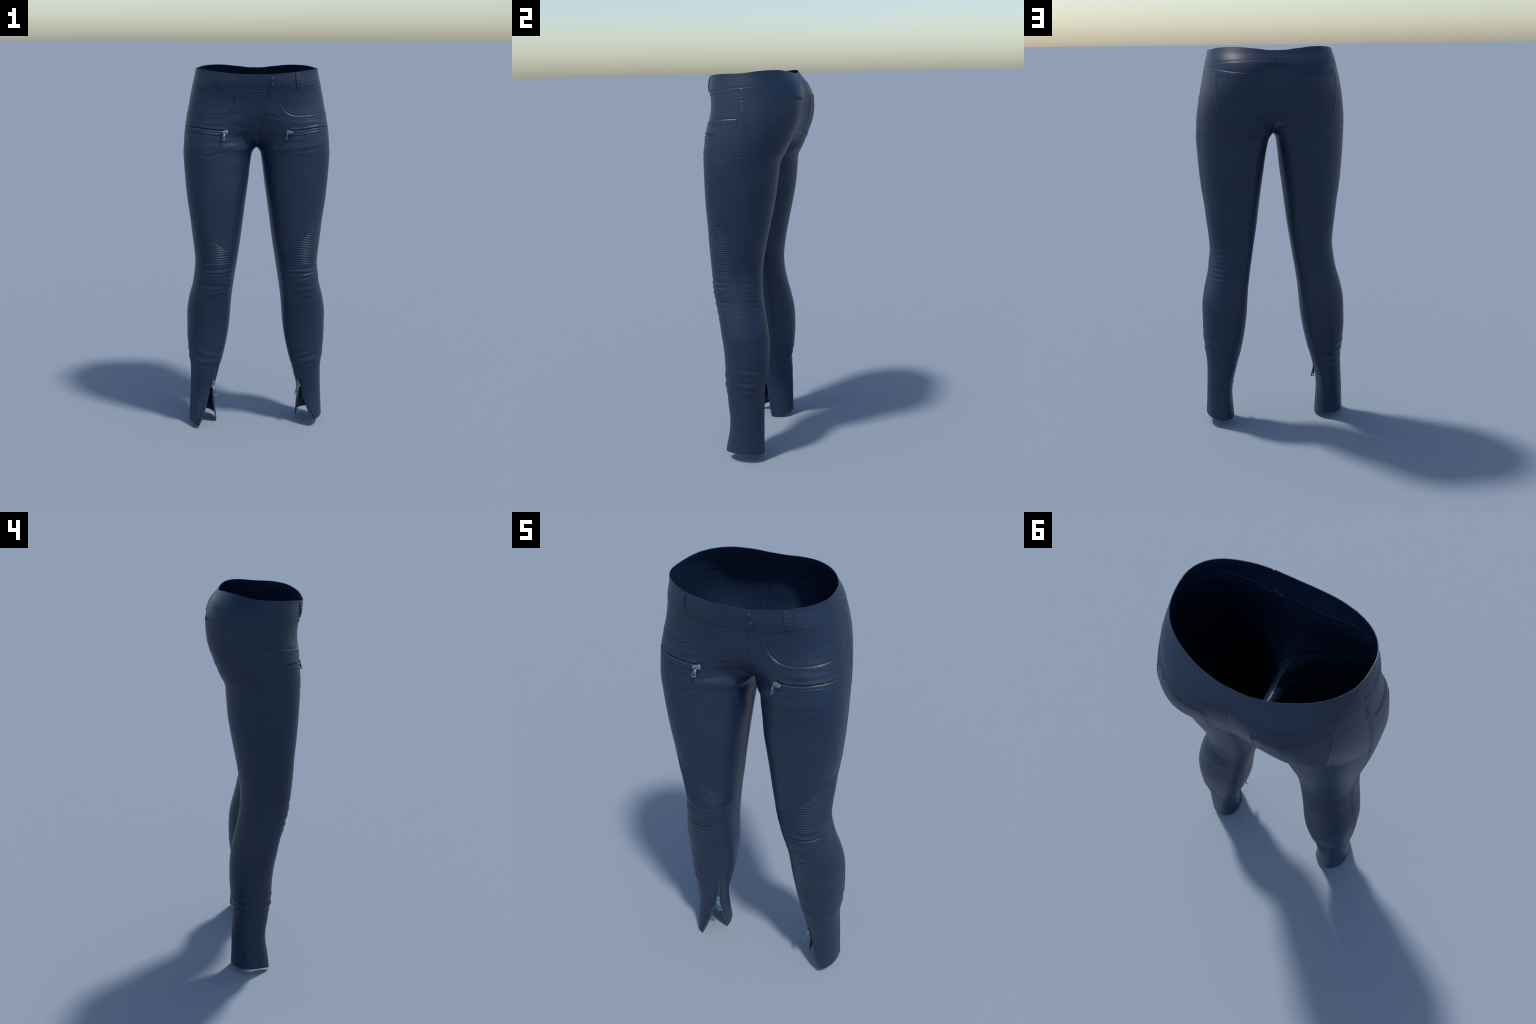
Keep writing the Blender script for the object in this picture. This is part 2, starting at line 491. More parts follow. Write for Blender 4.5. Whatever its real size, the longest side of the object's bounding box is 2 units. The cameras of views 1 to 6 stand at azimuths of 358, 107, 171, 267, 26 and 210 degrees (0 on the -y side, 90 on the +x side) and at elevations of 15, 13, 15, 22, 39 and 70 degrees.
def knee_fold_list():
    rng = np.random.default_rng(5)
    out = []
    for half in (0, 1):
        for i, z in enumerate(KNEE_FOLDS[half]):
            j = rng.uniform(-1, 1, 6)
            k = rng.uniform(-1, 1, 6)
            a = 0.0026 if i else 0.0020
            if i >= len(KNEE_FOLDS[half]) - 2:
                a = 0.0019
            out.append(('s', half, [(-0.16 + 0.05 * k[0], z + 0.012 + 0.006 * j[1]), (-0.06 + 0.03 * k[1], z + 0.004 * j[2]),
                                    (0.05 + 0.03 * k[2], z + 0.003 + 0.004 * j[3]), (0.15 + 0.05 * k[3], z + 0.012 + 0.008 * j[5])],
                        -a * (0.95 + 0.55 * k[4]), 0.0082 * (1 + 0.3 * k[5])))
            j = rng.uniform(-1, 1, 6)
            if i < 6:
                zb = 0.960 - 0.024 * i
                out.append(('s', half, [(0.21 + 0.015 * j[0], zb - 0.004 + 0.006 * j[1]), (0.30, zb - 0.008 + 0.003 * j[2]),
                                        (0.38, zb - 0.002 + 0.004 * j[3]), (0.47 + 0.02 * j[4], zb + 0.006 * j[5])], -0.0016 * (1 + 0.45 * k[5]), 0.0058))
    # ankles: slack gathers above the zip
    for half, zz in ((0, ((0.478, 0.455, 0.432, 0.492, 0.480), (0.430, 0.410, 0.396, 0.425, 0.415), (0.392, 0.37, 0.365, 0.38, 0.37))),
                     (1, ((0.480, 0.455, 0.436, 0.440, 0.420), (0.425, 0.400, 0.384, 0.394, 0.400), (0.38, 0.36, 0.35, 0.345, 0.356)))):
        for i, (a, b, c, d, e) in enumerate(zz):
            out.append(('s', half, [(0.09, a), (0.02, b), (-0.05, c), (-0.10, c - 0.004)], 0.0026 if i < 2 else 0.0013, 0.011))
            out.append(('s', half, [(0.09, a), (0.16, d + 0.004), (0.24, d), (0.33, e), (0.40, e + 0.01)], 0.0027 if i < 2 else 0.0013, 0.011))
    return out


def zip_line(cl, half):
    """Ankle zip centre in s at heights above the slit."""
    js = cl.js
    return cl.grid[half][:, js]


def relief(cl):
    """Height of the cloth over its smooth base, per vertex."""
    z = cl.V[:, 2]
    h = np.zeros(len(z))
    sg = np.where(cl.half == 0, 1.0, -1.0)
    c, b, s = cl.c, cl.b, cl.s
    cs = c * sg
    hip = z > 1.56
    fold_rest = np.zeros(len(z))
    # waistband and its seam
    zw = np.interp(c, WAIST_SEAM[:, 0], WAIST_SEAM[:, 1])
    dw = np.where(z > 1.8, z - zw, -9)
    puck = pucker(c)
    frontness = ramp(c, 0.36, 0.24)
    h += (0.0004 + 0.0005 * frontness) * sstep(dw, 0.0012) - (0.0007 + 0.0006 * frontness) * bump(dw, 0.0020)
    h += np.where(dw > -1, ((0.0004 + 0.0006 * frontness) * bump(dw + 0.010, 0.007) * (1 + 1.4 * puck)), 0)
    h += np.where(dw > -1, 0.0010 * frontness * bump(dw - 0.006, 0.004) * (1 + 0.6 * pucker(c + 0.004)), 0)
    # fly overlap
    D, SD, A = line_field(cs, z, FLY, 0.05)
    k = D < 0.06
    side = np.where(k, SD, 0)
    h += np.where(k & hip, -0.0034 * bump(D, 0.0025) + 0.0014 * sstep(-side, 0.0012) * bump(D, 0.016), 0)
    D, SD, A = line_field(cs, z, FLY_STITCH, 0.03)
    h += np.where(D < 0.03, 0.0009 * bump(np.abs(D) - 0.004, 0.004) * pucker(A, 0.016), 0)
    # waistband end tab next to the snaps
    D, SD, A = line_field(cs, z, np.array([(0.112, 1.965), (0.112, 1.885)]), 0.02)
    h += -0.0009 * bump(D, 0.002)
    # curved front pockets: bag set back under the raised panel edge
    D, SD, A = line_field(c, z, POCKET, 0.06)
    bag_poly = np.vstack([POCKET, [(0.47, 1.80), (0.46, 1.86), (0.447, 1.905), (0.346, 1.895), (0.256, 1.886), (0.185, 1.873)]])
    k = (D < 0.06) & hip
    sd = np.where(inside(c, z, bag_poly), D, -D)
    fade = ramp(A, 0.0, 0.03)
    h += np.where(k, fade * (0.0036 * (1 - 0.75 * ramp(A, 0.20, 0.36)) * bump(sd + 0.0030, 0.0048) * (1 - sstep(sd, 0.0007)) - 0.0020 * bump(sd - 0.0025, 0.003)), 0)
    h += np.where(k, fade * (1 - 0.5 * ramp(A, 0.22, 0.36)) * 0.0012 * bump(sd + 0.015, 0.0065) * (1 + 1.3 * pucker(A + 0.3 * sd)), 0)
    # zip pockets: slot, upper welt, zip tape, lower welt
    D, SD, A = line_field(c, z, SLOT, 0.06)
    k = (D < 0.06) & hip
    ends = ramp(A, 0.0, 0.012) * ramp(A, 0.239, 0.225)
    lip = ramp(A, 0.0, 0.012) * (0.2 + 0.8 * ramp(A, 0.235, 0.12))
    up = np.where(k, SD, 9)
    h += np.where(k, ends * -0.0045 * bump(up, 0.0022) + lip * (0.0
                             + 0.0026 * bump(up - 0.0070, 0.0060) * (1 + 0.75 * pucker(A + 0.4 * up, 0.0085))
                             + 0.0010 * bump(up + 0.009, 0.006) * (1 + 0.8 * pucker(A + up, 0.007))
                             + 0.0020 * bump(up + 0.0205, 0.0055) * (1 + 0.9 * pucker(A - 0.4 * up, 0.0085))
                             - 0.0016 * bump(up + 0.0135, 0.002) - 0.0012 * bump(up + 0.0275, 0.002)), 0)
    # side seam
    D, SD, A = line_field(s, z, SIDE_SEAM, 0.04)
    k = D < 0.04
    sd = np.where(k, SD, 9)                # + is toward the back? (direction runs down)
    on = np.where((z > 1.2) | (z < 0.97), 1.0, 1.0)
    h += np.where(k & (dw < 0), on * (-0.0007 * bump(sd, 0.0020) + 0.0007 * bump(sd - 0.010, 0.0075) * (1 + 1.5 * pucker(A + 0.3 * sd, 0.014))), 0)
    # inner leg seam
    D, SD, A = line_field(b, z, INNER_SEAM, 0.04)
    k = (D < 0.04) & (z < 1.57)
    sd = np.where(k, SD, 9)
    h += np.where(k, -0.0005 * bump(sd, 0.0020) + 0.0006 * bump(np.abs(sd) - 0.007, 0.005) * (1 + 0.8 * pucker(A, 0.014)), 0)
    # back pockets
    ip = inside(b, z, BACK_POCKET) & hip
    ring = np.vstack([BACK_POCKET, BACK_POCKET[:1]])
    D, SD, A = line_field(b, z, ring, 0.05)
    k = (D < 0.05) & hip & (b < 0.45)
    sd = np.where(ip, D, -D)
    h += np.where(k, 0.0006 * sstep(sd, 0.0013) * bump(np.maximum(sd, 0), 0.03) - 0.0003 * bump(sd + 0.002, 0.002), 0)
    toplen = np.hypot(*np.diff(BACK_POCKET[:4], axis=0).T).sum()
    top = k & (A < toplen)
    h += np.where(top, 0.0013 * bump(sd - 0.003, 0.0035) * sstep(sd, 0.001)
                  + 0.0013 * bump(sd - 0.016, 0.007) * (1 + 1.4 * pucker(A + 0.3 * sd)), 0)
    h += np.where(k & ~top, 0.0010 * bump(sd - 0.010, 0.006) * (1 + 1.4 * pucker(A + 0.3 * sd, 0.015)), 0)
    # centre back seam
    h += np.where(hip & (b < 0.03) & (z < 1.94), -0.0020 * bump(b - 0.0, 0.0022), 0)
    # ribbed knee panels
    kp = inside(s, z, KNEE)
    D, SD, A = line_field(s, z, KNEE_TOP, 0.05)
    zb = 0.976 - 0.030 * ramp(-s, 0.0, 0.20)
    ph = (z - zb) / RIB
    rib = 0.5 - 0.5 * np.cos(2 * np.pi * ph)
    rib = rib ** 0.75
    edge = np.where(D < 0.05, ramp(D, 0.001, 0.007), 1.0) * ramp(0.203 - s, 0, 0.020) * (1 - 0.38 * ramp(s, 0.10, 0.19)) * ramp(s + 0.2, 0, 0.06)
    h += np.where(kp, 0.0033 * (rib - 0.45) * edge, 0)
    tail = ramp(s + 0.19, 0, 0.04)
    h += tail * (np.where(~kp & (D < 0.03), 0.0012 * bump(D - 0.004, 0.004), 0) - np.where(D < 0.03, 0.0016 * bump(D, 0.0016), 0))
    # folds
    coord = {'c': c, 's': s, 'b': b}
    for q, half, pts, amp, w in FOLDS + knee_fold_list():
        P = curve(pts, 8)
        D, SD, A = line_field(coord[q], z, P, 0.04)
        L = np.hypot(*np.diff(P, axis=0).T).sum()
        m = (D < 0.04) & ((cl.half == half) if half is not None else True)
        if q == 'c':
            m &= (b > 0.1)
        win = ramp(A, 0, 0.35 * L) * ramp(L - A, 0, 0.35 * L)
        w_ = w * (1 + 0.25 * np.sin(A * 40 + pts[0][1] * 90))
        sharp = bump(SD, w_) - 0.45 * bump(np.abs(SD) - 2.0 * w_, 1.1 * w_)
        h += np.where(m, amp * win * sharp, 0)
    # slack leather hanging over: stepped fold above the ankle cuff and below the knee
    for zf, tilt, amp, up_, lo, hi in ((0.398, 0.10, 0.0034, 0.035, -0.16, 0.42), (0.455, -0.08, 0.0016, 0.030, -0.12, 0.30),
                                       (0.872, 0.05, 0.0022, 0.030, -0.16, 0.20), (0.800, -0.04, 0.0020, 0.030, -0.16, 0.18)):
        zz = zf + tilt * (s - 0.10) + 0.006 * np.sin(s * 19 + 2.0 * cl.half)
        d = z - zz
        over = np.where(d > 0, np.exp(-d / up_), 0) * np.where(d > 0, ramp(d, 0, 0.007), 0)
        h += np.where(np.abs(d) < 0.2, amp * over * ramp(s, lo, lo + 0.06) * ramp(s, hi, hi - 0.06), 0)
    # small irregular leather wrinkles, strongest round the front pockets and behind the knees
    zone = np.where(hip, ramp(c, 0.50, 0.36) * ramp(z, 1.56, 1.62) * ramp(z, 1.88, 1.84), 0)
    zone = np.maximum(zone, 0.55 * ramp(z, 1.00, 0.95) * ramp(z, 0.74, 0.80))
    n1 = noise2(c * 9 + 40 * cl.half, z * 42)
    n2 = noise2(c * 24 + 7 + 40 * cl.half, z * 95 + 3 * n1)
    h += zone * (0.0011 * (0.5 - np.abs(n1)) + 0.0006 * (0.5 - np.abs(n2))) + 0.0003 * noise2(s * 12 + 40 * cl.half, z * 14)
    # ankle zip: sunken tape either side of the zip line, closed above the slider
    for half in (0, 1):
        col = cl.grid[half][:, cl.js]
        zc = cl.V[col, 2][::-1]
        sl = np.interp(z, zc, cl.s[col][::-1])
        m = (cl.half == half) & (z < 0.37) & (np.abs(s - sl) < 0.05) & (z > SLIT_Z - 0.002)
        d = s - sl
        on = ramp(0.368 - z, 0, 0.006)
        h += np.where(m, on * (-0.0014 * sstep(0.0150 - np.abs(d), 0.0010) - 0.0028 * bump(np.abs(d) - 0.0150, 0.0022) + 0.0012 * bump(np.abs(d) - 0.020, 0.003)
                               + 0.0012 * bump(np.abs(d) - 0.003, 0.002)), 0)
        # open part: tape along each free edge
        for ids in (cl.grid[half][cl.rs:, cl.js], getattr(cl, 'rid%d' % half)[cl.rs:]):
            e = cl.V[ids]
            mm = np.where((cl.half == half) & (z < SLIT_Z))[0]
            o = np.argsort(e[:, 2])
            ex = np.stack([np.interp(z[mm], e[o, 2], e[o, k]) for k in range(3)], 1)
            dd = np.linalg.norm(cl.V[mm] - ex, axis=1)
            h[mm] += -0.0012 * sstep(0.0150 - dd, 0.0010) - 0.0030 * bump(dd - 0.0150, 0.0022) + 0.0014 * bump(dd - 0.020, 0.003)
    return h, dict(dw=dw, kp=kp, ip=ip, bag=inside(c, z, bag_poly) & hip & (dw < 0))


# ------------------------------------------------------------------ Blender side
import bpy


def leather_material(name):
    m = bpy.data.materials.new(name)
    m.use_nodes = True
    nt = m.node_tree
    b = nt.nodes['Principled BSDF']
    tc = nt.nodes.new('ShaderNodeTexCoord')
    big = nt.nodes.new('ShaderNodeTexNoise')
    big.inputs['Scale'].default_value = 7.0
    big.inputs['Detail'].default_value = 3.0
    nt.links.new(tc.outputs['Object'], big.inputs['Vector'])
    rc = nt.nodes.new('ShaderNodeValToRGB')
    rc.color_ramp.elements[0].position = 0.30
    rc.color_ramp.elements[0].color = LEATHER_DARK
    rc.color_ramp.elements[1].position = 0.72
    rc.color_ramp.elements[1].color = LEATHER_LIGHT
    nt.links.new(big.outputs['Fac'], rc.inputs['Fac'])
    nt.links.new(rc.outputs['Color'], b.inputs['Base Color'])
    vor = nt.nodes.new('ShaderNodeTexVoronoi')
    vor.feature = 'DISTANCE_TO_EDGE'
    vor.inputs['Scale'].default_value = 260.0
    nt.links.new(tc.outputs['Object'], vor.inputs['Vector'])
    fine = nt.nodes.new('ShaderNodeTexNoise')
    fine.inputs['Scale'].default_value = 180.0
    fine.inputs['Detail'].default_value = 4.0
    nt.links.new(tc.outputs['Object'], fine.inputs['Vector'])
    add = nt.nodes.new('ShaderNodeMath')
    add.operation = 'ADD'
    nt.links.new(vor.outputs['Distance'], add.inputs[0])
    nt.links.new(fine.outputs['Fac'], add.inputs[1])
    bump = nt.nodes.new('ShaderNodeBump')
    bump.inputs['Strength'].default_value = 0.2
    bump.inputs['Distance'].default_value = 0.002
    nt.links.new(add.outputs[0], bump.inputs['Height'])
    nt.links.new(bump.outputs['Normal'], b.inputs['Normal'])
    rr = nt.nodes.new('ShaderNodeMapRange')
    rr.inputs['To Min'].default_value = 0.36
    rr.inputs['To Max'].default_value = 0.44
    nt.links.new(fine.outputs['Fac'], rr.inputs['Value'])
    nt.links.new(rr.outputs['Result'], b.inputs['Roughness'])
    b.inputs['Specular IOR Level'].default_value = 0.38
    return m


LEATHER_DARK = (0.0078, 0.0200, 0.0490, 1)
LEATHER_LIGHT = (0.0108, 0.0245, 0.0570, 1)
THICK = 0.0022


def empty(name):
    o = bpy.data.objects.new(name, None)
    bpy.context.scene.collection.objects.link(o)
    return o


def mesh_object(name, verts, faces, mat, parent, normals=None, smooth=True):
    me = bpy.data.meshes.new(name)
    faces = np.asarray(faces)
    me.vertices.add(len(verts))
    me.vertices.foreach_set('co', np.asarray(verts, np.float32).ravel())
    k = faces.shape[1]
    me.loops.add(faces.size)
    me.loops.foreach_set('vertex_index', faces.astype(np.int32).ravel())
    me.polygons.add(len(faces))
    me.polygons.foreach_set('loop_start', np.arange(0, faces.size, k, dtype=np.int32))
    me.update(calc_edges=True)
    me.polygons.foreach_set('use_smooth', np.full(len(faces), smooth, bool))
    if normals is not None:
        me.normals_split_custom_set_from_vertices(np.asarray(normals, np.float32))
    me.materials.append(mat)
    o = bpy.data.objects.new(name, me)
    bpy.context.scene.collection.objects.link(o)
    o.parent = parent
    return o


def cloth_parts(cl, V, N, region, names, mat, parent):
    """Split the surface by region, each with outer skin, inner skin and the open-edge rim."""
    nv = len(V)
    W = V - N * THICK
    e2f = {}
    for i, rname in enumerate(names):
        F = cl.F[region == i]
        if not len(F):
            continue
        u = np.unique(F)
        remap = -np.ones(nv, int)
        remap[u] = np.arange(len(u))
        n = len(u)
        f = remap[F]
        verts = [V[u], W[u]]
        norms = [N[u], -N[u]]
        quads = [f, f[:, ::-1] + n]
        inu = np.zeros(nv, bool)
        inu[u] = True
        E = cl.bound
        E = E[inu[E[:, 0]] & inu[E[:, 1]]]
        if len(E):
            k = len(E)
            rim = np.concatenate([V[E[:, 0]], V[E[:, 1]], W[E[:, 1]], W[E[:, 0]]])
            a = np.arange(k)
            q = np.stack([a, a + k, a + 2 * k, a + 3 * k], 1)[:, ::-1]
            fn = np.cross(rim[a + 2 * k] - rim[a], rim[a + 3 * k] - rim[a + k])
            fn = -fn / np.maximum(np.linalg.norm(fn, axis=1, keepdims=True), 1e-12)
            verts.append(rim)
            norms.append(np.tile(fn, (4, 1)))
            quads.append(q + 2 * n)
        yield mesh_object(rname, np.concatenate(verts), np.concatenate(quads), mat, parent, np.concatenate(norms))


# ------------------------------------------------------------------ hardware and small parts
def metal_material():
    m = bpy.data.materials.new('oxidised_teal_metal')
    m.use_nodes = True
    nt = m.node_tree
    b = nt.nodes['Principled BSDF']
    tc = nt.nodes.new('ShaderNodeTexCoord')
    n = nt.nodes.new('ShaderNodeTexNoise')
    n.inputs['Scale'].default_value = 120.0
    n.inputs['Detail'].default_value = 3.0
    nt.links.new(tc.outputs['Object'], n.inputs['Vector'])
    r = nt.nodes.new('ShaderNodeValToRGB')
    r.color_ramp.elements[0].position = 0.35
    r.color_ramp.elements[0].color = (0.060, 0.122, 0.135, 1)
    r.color_ramp.elements[1].position = 0.65
    r.color_ramp.elements[1].color = (0.150, 0.258, 0.275, 1)
    nt.links.new(n.outputs['Fac'], r.inputs['Fac'])
    nt.links.new(r.outputs['Color'], b.inputs['Base Color'])
    b.inputs['Metallic'].default_value = 0.35
    b.inputs['Roughness'].default_value = 0.38
    return m


def plain_material(name, col, rough):
    m = bpy.data.materials.new(name)
    m.use_nodes = True
    nt = m.node_tree
    b = nt.nodes['Principled BSDF']
    tc = nt.nodes.new('ShaderNodeTexCoord')
    n = nt.nodes.new('ShaderNodeTexNoise')
    n.inputs['Scale'].default_value = 300.0
    nt.links.new(tc.outputs['Object'], n.inputs['Vector'])
    mx = nt.nodes.new('ShaderNodeMixRGB')
    mx.inputs[1].default_value = (*[v * 0.8 for v in col], 1)
    mx.inputs[2].default_value = (*[min(1, v * 1.2) for v in col], 1)
    nt.links.new(n.outputs['Fac'], mx.inputs[0])
    nt.links.new(mx.outputs[0], b.inputs['Base Color'])
    b.inputs['Roughness'].default_value = rough
    return m


def frame_at(p, n, up=(0, 0, 1)):
    """Rows: right, up, out."""
    n = n / np.linalg.norm(n)
    u = np.asarray(up, float)
    u = u - n * (u @ n)
    u /= np.linalg.norm(u)
    return np.stack([np.cross(u, n), u, n])


def place(local, p, M):
    return np.asarray(local, float) @ M + p


def capsule(n=6):
    """Unit stitch: a bowed thread along x, from -0.5 to 0.5, radius given at scale time (y, z)."""
    xs = [-0.5, -0.42, -0.2, 0.2, 0.42, 0.5]
    rs = [0.15, 0.75, 1.0, 1.0, 0.75, 0.15]
    V = []
    for x, r in zip(xs, rs):
        for k in range(n):
            a = 2 * math.pi * k / n
            V.append((x, r * math.cos(a), r * math.sin(a)))
    F = []
    for i in range(len(xs) - 1):
        for k in range(n):
            F.append((i*n + k, i*n + (k+1) % n, (i+1)*n + (k+1) % n, (i+1)*n + k))
    return np.array(V), np.array(F)


def stitches(cl, runs, mat, parent, name, length=0.0072, rad=0.0009, pitch=0.0112, seed=1):
    """runs: (half, coord, polyline).  All threads of a name become one mesh."""
    rng = np.random.default_rng(seed)
    cv, cf = capsule()
    VV, FF, n = [], [], 0
    for half, coord, pts in runs:
        seglen = np.hypot(*np.diff(pts, axis=0).T)
        cum = np.concatenate([[0], np.cumsum(seglen)])
        a = pitch * 0.5
        while a < cum[-1]:
            L = length * rng.uniform(0.85, 1.12)
            q = [np.array([np.interp(x, cum, pts[:, k]) for k in (0, 1)]) for x in (a - L/2, a + L/2)]
            (p0, n0), (p1, n1) = (cl.sample(half, coord, *w) for w in q)
            ax = p1 - p0
            l = np.linalg.norm(ax)
            if 0.002 < l < 0.02:
                ax /= l
                nn = n0 + n1
                nn -= ax * (nn @ ax)
                nn /= np.linalg.norm(nn)
                M = np.stack([ax * l, np.cross(nn, ax) * rad, nn * rad])
                VV.append(cv @ M + (p0 + p1) / 2 + nn * rad * 0.1)
                FF.append(cf + n)
                n += len(cv)
            a += pitch * rng.uniform(0.95, 1.05)
    if VV:
        o = mesh_object(name, np.concatenate(VV), np.concatenate(FF), mat, parent)
        o['kind'] = 'stuff'
        return o


def offset_line(pts, d):
    t = np.gradient(pts, axis=0)
    t /= np.linalg.norm(t, axis=1, keepdims=True)
    return pts + d * np.stack([-t[:, 1], t[:, 0]], 1)


def box(sx, sy, sz, bev=0.25):
    """Chamfered box centred at the origin: (verts, quads) from stacked rounded outlines."""
    c = min(sx, sy, sz) * bev
    def outline(w, h, z, cc):
        w, h = w / 2, h / 2
        return [(w, -h + cc, z), (w, h - cc, z), (w - cc, h, z), (-w + cc, h, z), (-w, h - cc, z), (-w, -h + cc, z),
                (-w + cc, -h, z), (w - cc, -h, z)]
    V = outline(sx - 2*c, sy - 2*c, -sz/2, c) + outline(sx, sy, -sz/2 + c, c) + outline(sx, sy, sz/2 - c, c) + outline(sx - 2*c, sy - 2*c, sz/2, c)
    F = []
    for i in range(3):
        for k in range(8):
            F.append((i*8 + k, i*8 + (k+1) % 8, (i+1)*8 + (k+1) % 8, (i+1)*8 + k))
    for base, rev in ((0, True), (24, False)):
        q = [(base, base+1, base+2, base+3), (base, base+3, base+4, base+7), (base+4, base+5, base+6, base+7)]
        F += [t[::-1] if rev else t for t in q]
    return np.array(V), np.array(F)


def merge(parts):
    V, F, n = [], [], 0
    for v, f in parts:
        V.append(v); F.append(f + n); n += len(v)
    return np.concatenate(V), np.concatenate(F)


def tube(path, r, n=8, closed=False):
    path = np.asarray(path, float)
    m = len(path)
    tg = np.roll(path, -1, 0) - np.roll(path, 1, 0) if closed else np.gradient(path, axis=0)
    tg /= np.linalg.norm(tg, axis=1, keepdims=True)
    V = []
    ref = np.array([0, 0, 1.0])
    for p, t in zip(path, tg):
        a = np.cross(t, ref)
        if np.linalg.norm(a) < 1e-6:
            a = np.cross(t, [1.0, 0, 0])
        a /= np.linalg.norm(a)
        b = np.cross(t, a)
        for k in range(n):
            w = 2 * math.pi * k / n
            V.append(p + r * (math.cos(w) * a + math.sin(w) * b))
    F = []
    for i in range(m if closed else m - 1):
        for k in range(n):
            F.append((i*n + k, ((i+1) % m)*n + k, ((i+1) % m)*n + (k+1) % n, i*n + (k+1) % n))
    return np.array(V), np.array(F)


def slider_body(w, l):
    """Zip slider lying on the cloth: x across the zip, y along it (+y toward the closed end), z out."""
    # arrow-shaped top and bottom plates, a waist between, and a bail for the pull
    def plate(z, t, k=1.0):
        prof = [(0.50, -0.5), (0.50, -0.15), (0.36, 0.28), (0.36, 0.5)]
        pts = [(x * w * k, y * l * k) for x, y in prof] + [(-x * w * k, y * l * k) for x, y in prof[::-1]]
        V = [(x * s, y * s, zz) for zz, s in ((z - t/2, 0.93), (z - t/4, 1), (z + t/4, 1), (z + t/2, 0.9)) for x, y in pts]
        F = [(i*8 + k2, i*8 + (k2+1) % 8, (i+1)*8 + (k2+1) % 8, (i+1)*8 + k2) for i in range(3) for k2 in range(8)]
        for base, rev in ((0, 1), (24, 0)):
            for q in ((0, 1, 6, 7), (1, 2, 5, 6), (2, 3, 4, 5)):
                q = tuple(base + x for x in q)
                F.append(q[::-1] if rev else q)
        return np.array(V), np.array(F)
    core = box(w * 0.45, l * 0.6, 0.008)
    top = plate(0.0060, 0.0028)
    low = plate(-0.0010, 0.0022, 0.96)
    flange = [box(0.0016, l * 0.5, 0.0050) for _ in (0, 1)]
    for sgn, (v, f) in zip((-1, 1), flange):
        v += [sgn * w * 0.47, -l * 0.24, 0.0032]
    t = np.linspace(0, math.pi, 9)
    bail = tube(np.stack([0 * t, -0.30 * l * np.cos(t) - 0.02 * l, 0.0070 + 0.0060 * np.sin(t)], 1), 0.0016)
    (cv, cf) = core
    return merge([(cv + [0, 0, 0.0025], cf), top, low] + flange + [bail])


def puller(w0, w1, l, hole, thick=0.0024, frame=True):
    """Flat tapering tab hanging toward -y from the origin; hole near its wide end, raised frame."""
    y = lambda f: -l * f
    half = lambda f: 0.5 * (w0 + (w1 - w0) * f)
    out = [(half(0) * 0.7, y(0)), (half(0.08), y(0.05)), (half(0.5), y(0.5)), (half(0.94), y(0.94)), (half(1) * 0.86, y(1.0))]
    outer = out + [(-x, yy) for x, yy in out[::-1]]
    hy0, hy1 = hole
    k = 0.56
    ins = [(half(hy0) * k * 0.8, y(hy0)), (half(hy0) * k, y(hy0 + 0.02)), (half(0.5 * (hy0 + hy1)) * k, y(0.5 * (hy0 + hy1))),
           (half(hy1) * k, y(hy1 - 0.02)), (half(hy1) * k * 0.8, y(hy1))]
    inner = ins + [(-x, yy) for x, yy in ins[::-1]]
    n = len(outer)
    V = []
    for z in (-thick/2, thick/2):
        V += [(x, yy, z) for x, yy in outer] + [(x, yy, z) for x, yy in inner]
    F = []
    for i in range(n):
        j = (i + 1) % n
        a = 2 * n
        F.append((i, j, n + j, n + i)[::-1][::-1])
        F.append((a + i, a + n + i, a + n + j, a + j))
        F.append((i, a + i, a + j, j))
        F.append((n + i, n + j, a + n + j, a + n + i))
    parts = [(np.array(V, float), np.array(F))]
    if frame:
        rim = np.array([(x * 0.9, yy * 0.97 - 0.012 * l, thick * 0.45) for x, yy in outer])
        parts.append(tube(rim, 0.0013, 6, closed=True))
        rim2 = rim * [1, 1, -1]
        parts.append(tube(rim2, 0.0013, 6, closed=True))
    t = np.linspace(0, 2 * math.pi, 14, endpoint=False)
    ring = np.stack([0.36 * w0 * np.cos(t), 0.0030 + 0.0050 * np.sin(t), 0 * t], 1)
    parts.append(tube(ring, 0.0014, 6, closed=True))
    return merge(parts)


def rot(axis, deg):
    a = math.radians(deg)
    c, s = math.cos(a), math.sin(a)
    if axis == 'x':
        return np.array([[1, 0, 0], [0, c, s], [0, -s, c]])
    if axis == 'y':
        return np.array([[c, 0, -s], [0, 1, 0], [s, 0, c]])
    return np.array([[c, s, 0], [-s, c, 0], [0, 0, 1]])


